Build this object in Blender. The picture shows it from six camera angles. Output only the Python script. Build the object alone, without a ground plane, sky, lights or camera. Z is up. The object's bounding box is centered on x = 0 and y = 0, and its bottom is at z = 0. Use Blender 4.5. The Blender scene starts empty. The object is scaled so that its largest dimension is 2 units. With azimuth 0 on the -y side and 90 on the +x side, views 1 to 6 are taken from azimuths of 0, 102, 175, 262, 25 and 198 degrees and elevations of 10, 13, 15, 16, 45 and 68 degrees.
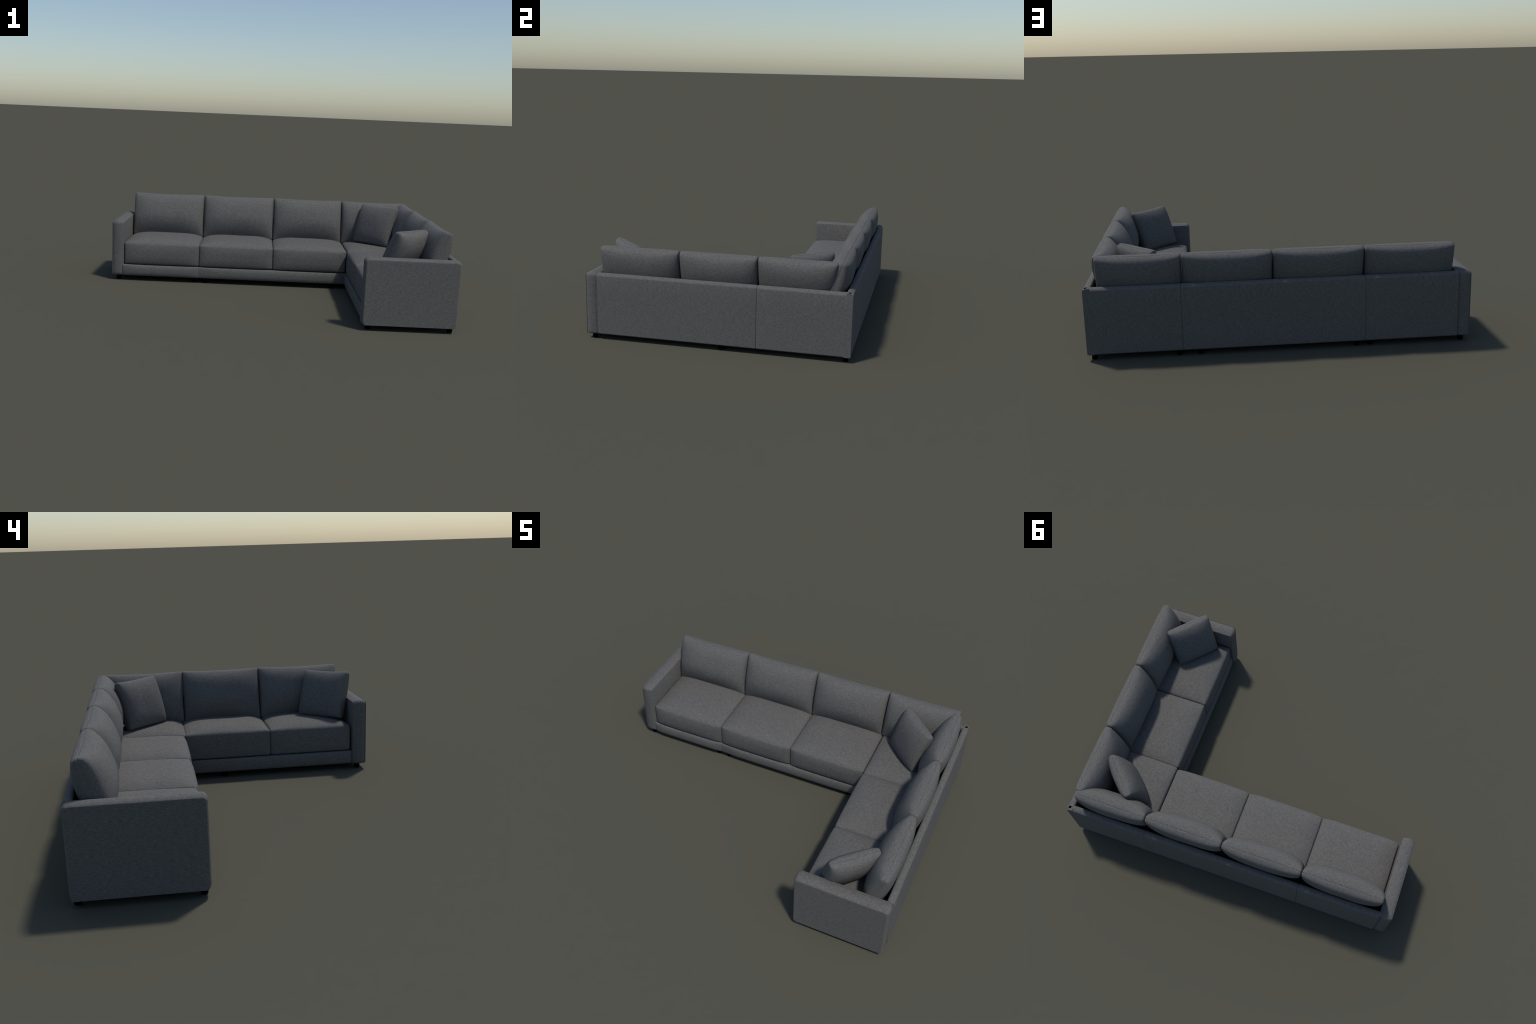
"""L-shaped sectional sofa in grey woven fabric, built part by part."""
import bpy, math
from mathutils import Vector, Matrix, noise

# ------------------------------------------------------------------ sizes (m)
FLOOR_GAP = 0.029          # underside of the upholstered frame
ARM_TOP = 0.3865
PANEL_TOP = 0.382
PANEL_T = 0.039            # thickness of the upright back panels
BACK_Y = 0.7515            # outer face of the long back
BACK_X = 1.0               # outer face of the return back
SEAT_Z0, SEAT_Z1 = 0.105, 0.245
RAIL_TOP = 0.102
ROW_FRONT = 0.249          # front face of the long row (faces -y)
WING_FRONT = 0.511         # front face of the return (faces -x)
JOINTS_X = (-0.439, 0.512) # where the modules of the long row meet
JOINT_Y = 0.236            # where the return module meets the corner module
LEAN = math.radians(16.2)  # back cushions lean back


# ------------------------------------------------------------------ materials
def fabric_material(name, light, dark, seed):
    m = bpy.data.materials.new(name)
    m.use_nodes = True
    nt = m.node_tree
    N, L = nt.nodes, nt.links
    bsdf = N["Principled BSDF"]
    tc = N.new("ShaderNodeTexCoord")
    acc = None
    # yarns: noise stretched along each axis in turn, so that every face shows
    # threads running both ways plus a fine fleck
    for i, sc in enumerate(((55, 390, 390), (390, 55, 390), (390, 390, 75))):
        mp = N.new("ShaderNodeMapping")
        mp.inputs["Scale"].default_value = sc
        mp.inputs["Location"].default_value = (seed + 3.1 * i, 1.7 * i, seed - i)
        L.new(tc.outputs["Object"], mp.inputs["Vector"])
        nz = N.new("ShaderNodeTexNoise")
        nz.inputs["Scale"].default_value = 1.0
        nz.inputs["Detail"].default_value = 2.0
        nz.inputs["Roughness"].default_value = 0.6
        L.new(mp.outputs["Vector"], nz.inputs["Vector"])
        if acc is None:
            acc = nz.outputs["Fac"]
        else:
            ad = N.new("ShaderNodeMath")
            ad.operation = 'MULTIPLY_ADD'
            ad.inputs[1].default_value = 1.0 if i == 1 else 0.6
            L.new(nz.outputs["Fac"], ad.inputs[0])
            L.new(acc, ad.inputs[2])
            acc = ad.outputs[0]
    # soft heather blotches
    bl = N.new("ShaderNodeTexNoise")
    bl.inputs["Scale"].default_value = 38.0
    bl.inputs["Detail"].default_value = 3.0
    L.new(tc.outputs["Object"], bl.inputs["Vector"])
    mb = N.new("ShaderNodeMath")
    mb.operation = 'MULTIPLY_ADD'
    mb.inputs[1].default_value = 0.1
    L.new(bl.outputs["Fac"], mb.inputs[0])
    L.new(acc, mb.inputs[2])
    rng = N.new("ShaderNodeMapRange")
    rng.inputs["From Min"].default_value = 1.35 - 0.47
    rng.inputs["From Max"].default_value = 1.35 + 0.47
    L.new(mb.outputs[0], rng.inputs["Value"])
    ramp = N.new("ShaderNodeValToRGB")
    ramp.color_ramp.elements[0].position = 0.0
    ramp.color_ramp.elements[0].color = (*dark, 1)
    ramp.color_ramp.elements[1].position = 1.0
    ramp.color_ramp.elements[1].color = (*light, 1)
    L.new(rng.outputs["Result"], ramp.inputs["Fac"])
    L.new(ramp.outputs["Color"], bsdf.inputs["Base Color"])
    bp = N.new("ShaderNodeBump")
    bp.inputs["Strength"].default_value = 0.35
    bp.inputs["Distance"].default_value = 0.0012
    L.new(acc, bp.inputs["Height"])
    L.new(bp.outputs["Normal"], bsdf.inputs["Normal"])
    bsdf.inputs["Roughness"].default_value = 0.92
    bsdf.inputs["Specular IOR Level"].default_value = 0.2
    return m


def plain_material(name, col, rough):
    m = bpy.data.materials.new(name)
    m.use_nodes = True
    nt = m.node_tree
    b = nt.nodes["Principled BSDF"]
    nz = nt.nodes.new("ShaderNodeTexNoise")
    nz.inputs["Scale"].default_value = 90.0
    ramp = nt.nodes.new("ShaderNodeValToRGB")
    ramp.color_ramp.elements[0].color = (*[c * 0.8 for c in col], 1)
    ramp.color_ramp.elements[1].color = (*[c * 1.2 for c in col], 1)
    tc = nt.nodes.new("ShaderNodeTexCoord")
    nt.links.new(tc.outputs["Object"], nz.inputs["Vector"])
    nt.links.new(nz.outputs["Fac"], ramp.inputs["Fac"])
    nt.links.new(ramp.outputs["Color"], b.inputs["Base Color"])
    b.inputs["Roughness"].default_value = rough
    b.inputs["Specular IOR Level"].default_value = 0.04
    return m


FABRIC = fabric_material("grey_woven_fabric", (0.187, 0.181, 0.1705), (0.062, 0.0602, 0.0572), 0.0)
BLACK = plain_material("black_leg_plastic", (0.0012, 0.0012, 0.0012), 0.8)
SHADOW_BLACK = plain_material("open_corner_shadow", (0.002, 0.002, 0.002), 1.0)


# ------------------------------------------------------------------ helpers
def make_mesh(name, verts, faces, mat, angle=38):
    me = bpy.data.meshes.new(name)
    me.from_pydata([tuple(v) for v in verts], [], faces)
    me.update()
    me.polygons.foreach_set("use_smooth", [True] * len(me.polygons))
    me.set_sharp_from_angle(angle=math.radians(angle))
    me.materials.append(mat)
    return me


def add(name, mesh, parent, loc=(0, 0, 0), rot=None, scale=(1, 1, 1)):
    ob = bpy.data.objects.new(name, mesh)
    bpy.context.scene.collection.objects.link(ob)
    ob.parent = parent
    m = rot.to_4x4() if rot is not None else Matrix.Identity(4)
    ob.matrix_local = Matrix.Translation(loc) @ m @ Matrix.Diagonal((*scale, 1))
    return ob


def empty(name, loc):
    ob = bpy.data.objects.new(name, None)
    ob.location = loc
    bpy.context.scene.collection.objects.link(ob)
    return ob


def soft_noise(p, seed, freq):
    return noise.noise(Vector((p[0] * freq + seed * 7.3, p[1] * freq - seed * 3.1, p[2] * freq + seed)))


def axis_samples(half, r, mid):
    """Sample positions along one axis: dense inside the edge radius, even between."""
    k = 5
    edge = [r * (1 - math.tan(math.pi / 4 * (1 - i / k))) for i in range(k)]
    lo = [-half + e for e in edge]
    inner = [-(half - r) + 2 * (half - r) * i / mid for i in range(mid + 1)]
    return lo + inner + [-x for x in reversed(lo)]


def rounded_box(name, size, r, mids, mat, deform=None):
    """Box with rounded edges on a fine grid; deform(p, (u, v, w)) shapes it."""
    half = [s / 2 for s in size]
    S = [axis_samples(half[a], r, mids[a]) for a in range(3)]
    n = [len(s) - 1 for s in S]
    idx, verts, faces = {}, [], []

    def vert(i):
        if i not in idx:
            p = Vector((S[0][i[0]], S[1][i[1]], S[2][i[2]]))
            c = Vector([max(-(half[a] - r), min(half[a] - r, p[a])) for a in range(3)])
            d = p - c
            q = c + d.normalized() * r if d.length > 1e-9 else p
            uvw = [q[a] / half[a] for a in range(3)]
            idx[i] = len(verts)
            verts.append(deform(q, uvw) if deform else q)
        return idx[i]

    for a in range(3):
        b, c = (a + 1) % 3, (a + 2) % 3
        for side in (0, n[a]):
            for j in range(n[b]):
                for k in range(n[c]):
                    quad = []
                    for dj, dk in ((0, 0), (1, 0), (1, 1), (0, 1)):
                        i = [0, 0, 0]
                        i[a], i[b], i[c] = side, j + dj, k + dk
                        quad.append(vert(tuple(i)))
                    faces.append(quad if side else quad[::-1])
    return make_mesh(name, verts, faces, mat, 60)


def rounded_outline(w, h, radii, k=7):
    """Closed outline of a w x h rectangle from (0,0); radii: bl, br, tr, tl."""
    pts = []
    for (cx, cy, sx, sy, a0), r in zip(
            ((0, 0, 1, 1, 180), (w, 0, -1, 1, 270), (w, h, -1, -1, 0), (0, h, 1, -1, 90)), radii):
        for i in range(k + 1):
            a = math.radians(a0 + 90 * i / k)
            pts.append((cx + sx * r + r * math.cos(a), cy + sy * r + r * math.sin(a)))
    # break up the long straight runs
    out = []
    for (x0, y0), (x1, y1) in zip(pts, pts[1:] + pts[:1]):
        m = max(1, int(math.hypot(x1 - x0, y1 - y0) / 0.03))
        out += [(x0 + (x1 - x0) * i / m, y0 + (y1 - y0) * i / m) for i in range(m)]
    return out


def offset_outline(pts, d):
    n, out = len(pts), []
    for i in range(n):
        (x0, y0), (x1, y1) = pts[i - 1], pts[(i + 1) % n]
        tx, ty = x1 - x0, y1 - y0
        l = math.hypot(tx, ty) or 1
        out.append((pts[i][0] + ty / l * d, pts[i][1] - tx / l * d))
    return out


def loft(name, rings, mat, angle=38):
    """Skin a stack of equal closed rings and close both ends with flat faces."""
    n = len(rings[0])
    verts = [p for r in rings for p in r]
    faces = []
    for k in range(len(rings) - 1):
        for i in range(n):
            j = (i + 1) % n
            faces.append((k * n + i, k * n + j, (k + 1) * n + j, (k + 1) * n + i))
    faces.append(tuple(range(n))[::-1])
    faces.append(tuple(range((len(rings) - 1) * n, len(rings) * n)))
    return make_mesh(name, verts, faces, mat, angle)


# ------------------------------------------------------------------ part shapes
def armrest_mesh(depth, width):
    """Slab arm.  x: 0 = outer panel .. width = inner face; y: 0 = front; z up."""
    line = rounded_outline(depth, ARM_TOP - FLOOR_GAP + 0.002, (0.02, 0.012, 0.026, 0.024))
    crown = 0.008
    stations = [(0.0, -0.0105), (0.0012, -0.0082), (0.0028, -0.0072), (0.0044, -0.0096), (0.0060, -0.0079)]
    for i in range(1, 14):
        t = i / 14
        stations.append((0.0058 + (width - 0.0118) * t, -crown * abs(2 * t - 1) ** 2.4))
    stations += [(width - 0.005, -0.0078), (width - 0.0028, -0.0083), (width - 0.0010, -0.0096), (width, -0.0115)]
    rings = []
    for x, off in stations:
        ring = []
        for (a0, b0), (a, b) in zip(line, offset_outline(line, off)):
            if b > b0:                                   # the underside stays level
                b = b0 + 0.12 * (b - b0)
            ring.append(Vector((x, a, b + FLOOR_GAP - 0.002)))
        rings.append(ring)
    rings.insert(0, [Vector((p.x, p.y + 0.006 * (1 if p.y < depth / 2 else -1),
                             p.z + 0.006 * (1 if p.z < 0.2 else -1))) for p in rings[0]])
    return loft("armrest", rings, FABRIC, 50)


def panel_mesh(length, plain_start=False, plain_end=False):
    """Upright back panel with a rolled top.  x: 0..length, y: 0 = outer face,
    growing inward; z up.  Ends are tucked in a little where modules meet."""
    prof = [(0.0, FLOOR_GAP + 0.006), (0.006, FLOOR_GAP), (PANEL_T - 0.004, FLOOR_GAP), (PANEL_T, FLOOR_GAP + 0.004)]
    z_in, z_out = PANEL_TOP - 0.012, PANEL_TOP - 0.017
    prof += [(PANEL_T, FLOOR_GAP + (z_in - FLOOR_GAP) * t) for t in (0.25, 0.5, 0.75, 1.0)]
    cx = PANEL_T * 0.72
    for i in range(1, 7):
        a = math.pi / 2 * i / 6
        prof.append((cx + (PANEL_T - cx) * math.cos(a), z_in + (PANEL_TOP - z_in) * math.sin(a)))
    for i in range(1, 9):
        a = math.pi / 2 * (1 + i / 8)
        prof.append((cx + cx * math.cos(a), z_out + (PANEL_TOP - z_out) * math.sin(a)))
    prof += [(0.0, z_out + (FLOOR_GAP + 0.006 - z_out) * t) for t in (0.25, 0.5, 0.75)]
    # outline direction: make offset negative = shrink
    prof = prof[::-1] if _area(prof) < 0 else prof
    tuck = ((0.0, -0.0030), (0.0012, -0.0012), (0.003, -0.0003), (0.006, 0.0))
    xs = [(0.0, 0.0)] if plain_start else list(tuck)
    xs += [(length * t, 0.0) for t in (0.25, 0.5, 0.75)]
    xs += [(length, 0.0)] if plain_end else [(length - x, o) for x, o in reversed(tuck)]
    rings = [[Vector((x, a, b)) for a, b in offset_outline(prof, o)] for x, o in xs]
    return loft("backrest_panel", rings, FABRIC, 40)


def _area(p):
    return 0.5 * sum(a[0] * b[1] - b[0] * a[1] for a, b in zip(p, p[1:] + p[:1]))


def rail_mesh(length, depth, belly_out=0.012):
    """Upholstered base under the seats.  x: length, y: 0 = front."""
    def shape(p, uvw):
        q = Vector(p)
        if uvw[1] < 0:                                   # padded front face
            q.y -= (0.004 + belly_out * (1 - abs(uvw[0]) ** 8)) * (1 - abs(uvw[2]) ** 3 * 0.6) * (-uvw[1]) ** 3
        return q + Vector((length / 2, depth / 2, (FLOOR_GAP + RAIL_TOP) / 2))
    return rounded_box("base_rail", (length, depth, RAIL_TOP - FLOOR_GAP), 0.008, (10, 6, 6), FABRIC, shape)


def seat_mesh(width, depth, seed, belly_out=0.018):
    """Boxed seat cushion, crowned on top.  x centred, y: 0 = front, z: 0 = underside."""
    h = SEAT_Z1 - SEAT_Z0

    def shape(p, uvw):
        u, v, w = uvw
        q = Vector(p)
        crown = 0.027 * (1 - abs(u) ** 4.5) * (1 - abs(v) ** 5)
        q.z += crown * max(0.0, w)
        belly = 1 - (abs(w) ** 2.5 * 0.6 if w > 0 else abs(w) ** 3 * 0.62)
        if v < 0:
            q.y -= belly_out * belly * (-v) ** 3 * (1 - u ** 6)
        q.x += 0.0012 * belly * u
        q += Vector((0, 0, 0.0016 * soft_noise(q, seed, 9.0) * max(0, w)))
        q.y += 0.0010 * soft_noise(q, seed + 4, 11.0)
        return q + Vector((0, depth / 2, h / 2))
    return rounded_box("seat_cushion", (width, depth, h), 0.011, (26, 26, 8), FABRIC, shape)


def pillow_mesh(name, w, h, front, back, seed, corner=0.016, ears=0.006, lower=1.0, rim_r=0.011, sag=True, slant=0.0, nu=44, nv=36, wob=0.003):
    """Stuffed cushion of two panels sewn together round a rim.
    x width, z height, -y front; front/back = how far each panel swells."""
    us = [math.sin(math.pi / 2 * (2 * i / nu - 1)) for i in range(nu + 1)]
    vs = [math.sin(math.pi / 2 * (2 * j / nv - 1)) for j in range(nv + 1)]
    lips = 2.5e-4                                        # first loop beside the stitched rim
    us[1:1], us[-1:-1] = [-1 + lips], [1 - lips]
    vs[1:1], vs[-1:-1] = [-1 + lips], [1 - lips]
    nu, nv = nu + 2, nv + 2
    a, b, r = w / 2, h / 2, corner

    def flat(u, v):
        x, z = a * u, b * v
        dx, dz = abs(x) - (a - r), abs(z) - (b - r)
        if dx > 0 and dz > 0:
            dx, dz = dx / r, dz / r
            x = math.copysign(a - r + r * dx * math.sqrt(1 - dz * dz / 2), x)
            z = math.copysign(b - r + r * dz * math.sqrt(1 - dx * dx / 2), z)
        # top and bottom edges draw in a little between the corners
        z -= ears * v * (1 - u * u) * (1.0 if v > 0 or sag else 0.0)
        if x < 0:                                        # this end is cut back towards the seat
            x += (-x / a) ** 3 * slant * (1 - v) / 2
        return x, z

    def swell(t):
        return max(0.0, 1 - abs(t) ** 3) ** 0.42

    def rise(t, s):
        # the front settles: fullest above the middle, running out thin below
        if s < 0 and t < 0 and lower < 1.0:
            return lower * max(0.0, 1 - abs(t) ** 2) + (1 - lower) * swell(t)
        if t > 0:
            return math.sqrt(max(0.0, 1 - t ** 2.5))
        return swell(t)

    verts, rim, sheets = [], {}, []
    for s, amount in ((-1, front), (1, back)):
        ids = []
        for j, v in enumerate(vs):
            row = []
            for i, u in enumerate(us):
                edge = i in (0, nu) or j in (0, nv)
                if edge and (i, j) in rim:
                    row.append(rim[i, j])
                    continue
                x, z = flat(u, v)
                if edge:                                # stitched groove
                    l = math.hypot(x / a, z / b)
                    x -= 0.0021 * (x / a) / l
                    z -= 0.0021 * (z / b) / l
                    y = 0.0
                else:
                    d = min(1.0, min((1 - abs(u)) * a, (1 - abs(v)) * b) / rim_r)
                    lip = rim_r * math.sqrt(1 - (1 - d) ** 2)
                    y = s * (lip + (amount - 0.7 * rim_r) * swell(u) ** (1.0 if s < 0 or lower == 1.0 else 0.85) * rise(v, s))
                    f = swell(u) * rise(v, s)
                    y += wob * f * soft_noise((x, s * 0.3, z), seed, 7.0)
                    y += 0.35 * wob * f * soft_noise((x, s * 0.3, z), seed + 9, 22.0)
                row.append(len(verts))
                if edge:
                    rim[i, j] = len(verts)
                verts.append(Vector((x, y, z)))
            ids.append(row)
        sheets.append((s, ids))
    faces = []
    for s, g in sheets:
        for j in range(nv):
            for i in range(nu):
                q = (g[j][i], g[j][i + 1], g[j + 1][i + 1], g[j + 1][i])
                faces.append(q if s < 0 else q[::-1])
    return make_mesh(name, verts, faces, FABRIC, 75)


def leg_mesh():
    prof = ((0.0125, 0.0), (0.0142, 0.0018), (0.0148, 0.004), (0.0150, FLOOR_GAP + 0.006))
    n = 28
    rings = [[Vector((r * math.cos(2 * math.pi * i / n), r * math.sin(2 * math.pi * i / n), z)) for i in range(n)]
             for r, z in prof]
    return loft("leg", rings, BLACK, 40)


# ------------------------------------------------------------------ the sofa
sofa = empty("sectional_sofa", (0, 0, 0))
sofa["label"] = "L-shaped grey fabric sectional sofa with loose cushions"
sofa["category"] = "sofa"

TURN = Matrix.Rotation(math.radians(-90), 3, 'Z')     # long-row frame -> return frame
FLIP = Matrix.Rotation(math.radians(180), 3, 'Z')

# arms: one at the free end of each wing
arm = armrest_mesh(0.7495 - 0.242, 0.0755)
add("armrest", arm, sofa, (-1.0, 0.242, 0))
# the return's arm is its mirror image turned to face -x
arm_b = arm.copy()
arm_b.transform(Matrix.Diagonal((-1, 1, 1, 1)))
arm_b.flip_normals()
add("armrest", arm_b, sofa, (0.492, -0.7505, 0), TURN)

# upright back panels: long side in three modules, return in two
edges = (-0.931,) + JOINTS_X + (0.9995,)
for i in range(3):
    L = edges[i + 1] - edges[i]
    me = panel_mesh(L, plain_start=(i == 2), plain_end=False)
    add("backrest_panel", me, sofa, (edges[i + 1], BACK_Y, 0), FLIP)
for y0, y1, ends in ((-0.679, JOINT_Y, False), (JOINT_Y, BACK_Y - 0.0005, True)):
    me = panel_mesh(y1 - y0, plain_end=ends)
    add("backrest_panel", me, sofa, (BACK_X, y0, 0), Matrix.Rotation(math.radians(90), 3, 'Z'))
# solid black block drawing the deep shade where the two rolled tops meet
shadow_block = rounded_box("corner_shadow_block", (0.0145, 0.0145, 0.02), 0.0006, (1, 1, 1), SHADOW_BLACK)
add("corner_shadow_block", shadow_block, sofa, (0.984, 0.7315, PANEL_TOP - 0.0095))

# base rails
for x0, x1 in ((-0.929, JOINTS_X[0]), JOINTS_X, (JOINTS_X[1], 0.965)):
    add("base_rail", rail_mesh(x1 - x0 + 0.008, 0.455), sofa, (x0 - 0.004, ROW_FRONT, 0))
add("base_rail", rail_mesh(JOINT_Y + 0.676, 0.45, 0.007), sofa, (WING_FRONT, JOINT_Y, 0), TURN)

# seat cushions: three along the back row, one in the corner, two on the return
row_seats = ((-0.9205, -0.4395), (-0.438, 0.0365), (0.038, 0.512))
for k, (x0, x1) in enumerate(row_seats):
    add("seat_cushion", seat_mesh(x1 - x0, 0.43, k), sofa, ((x0 + x1) / 2, 0.2515, SEAT_Z0))
add("seat_cushion", seat_mesh(0.42, 0.435, 5), sofa, (0.5165 + 0.21, 0.2435, SEAT_Z0))
for k, (y0, y1) in enumerate(((-0.218, 0.2415), (-0.666, -0.2195))):
    add("seat_cushion", seat_mesh(y1 - y0, 0.42, 8 + k, 0.009), sofa, (0.5165, (y0 + y1) / 2, SEAT_Z0), TURN)

# back cushions
CUSHION_H = 0.297
tilt = Matrix.Rotation(-LEAN, 3, 'X')
seam_mid_y, seam_mid_z = 0.6435, 0.3835
row_backs = ((-0.920, -0.4415), (-0.4405, 0.0365), (0.0375, 0.5035), (0.5045, 0.942))
base_w = 0.477
for k, (x0, x1) in enumerate(row_backs):
    me = pillow_mesh("back_cushion", x1 - x0, CUSHION_H, 0.079, 0.064, k + 1, lower=1.0 - 1e-3)
    add("back_cushion", me, sofa, ((x0 + x1) / 2, seam_mid_y, seam_mid_z), tilt)
wing_backs = ((0.2265, 0.662), (-0.2155, 0.2255), (-0.679, -0.2165))
for k, (y0, y1) in enumerate(wing_backs):
    me = pillow_mesh("back_cushion", y1 - y0, CUSHION_H, 0.074, 0.063, k + 11, lower=0.85, slant=0.045 if k == 0 else 0.0)
    add("back_cushion", me, sofa, (seam_mid_y + 0.25, (y0 + y1) / 2, seam_mid_z), TURN @ tilt)

# legs
leg = leg_mesh()
for x, y in ((-0.957, 0.270), (-0.957, 0.722), (-0.467, 0.270), (-0.467, 0.722), (-0.397, 0.270), (-0.397, 0.724),
             (0.423, 0.270), (0.423, 0.724), (0.533, 0.265), (0.533, 0.724), (0.967, 0.722),
             (0.968, 0.035), (0.533, 0.035), (0.968, -0.709), (0.533, -0.709)):
    add("leg", leg, sofa, (x, y, 0))


# ------------------------------------------------------------------ loose pillows
def throw_pillow(tl, tr, br, bl, front, back, seed):
    """Square scatter pillow through four measured corners (seen from its front)."""
    tl, tr, br, bl = map(Vector, (tl, tr, br, bl))
    X = ((tr - tl) + (br - bl)) / 2
    Z = ((tl - bl) + (tr - br)) / 2
    w, h = X.length + 0.008, Z.length + 0.008
    X.normalize()
    Y = Z.cross(X).normalized()
    Z = X.cross(Y).normalized()
    R = Matrix((X, Y, Z)).transposed()
    me = pillow_mesh("throw_pillow", w, h, front, back, seed, corner=0.014, ears=0.005, nu=40, nv=40, rim_r=0.009, sag=False)
    ob = add("throw_pillow", me, None, (tl + tr + br + bl) / 4, R)
    ob["label"] = "square grey fabric throw pillow, plump with sewn rim"
    ob["category"] = "pillow"


throw_pillow((0.649, 0.590, 0.522), (0.847, 0.394, 0.520), (0.785, 0.343, 0.274), (0.596, 0.541, 0.272), 0.053, 0.064, 21)
throw_pillow((0.856, -0.495, 0.503), (0.663, -0.686, 0.518), (0.590, -0.637, 0.271), (0.774, -0.436, 0.270), 0.050, 0.066, 25)
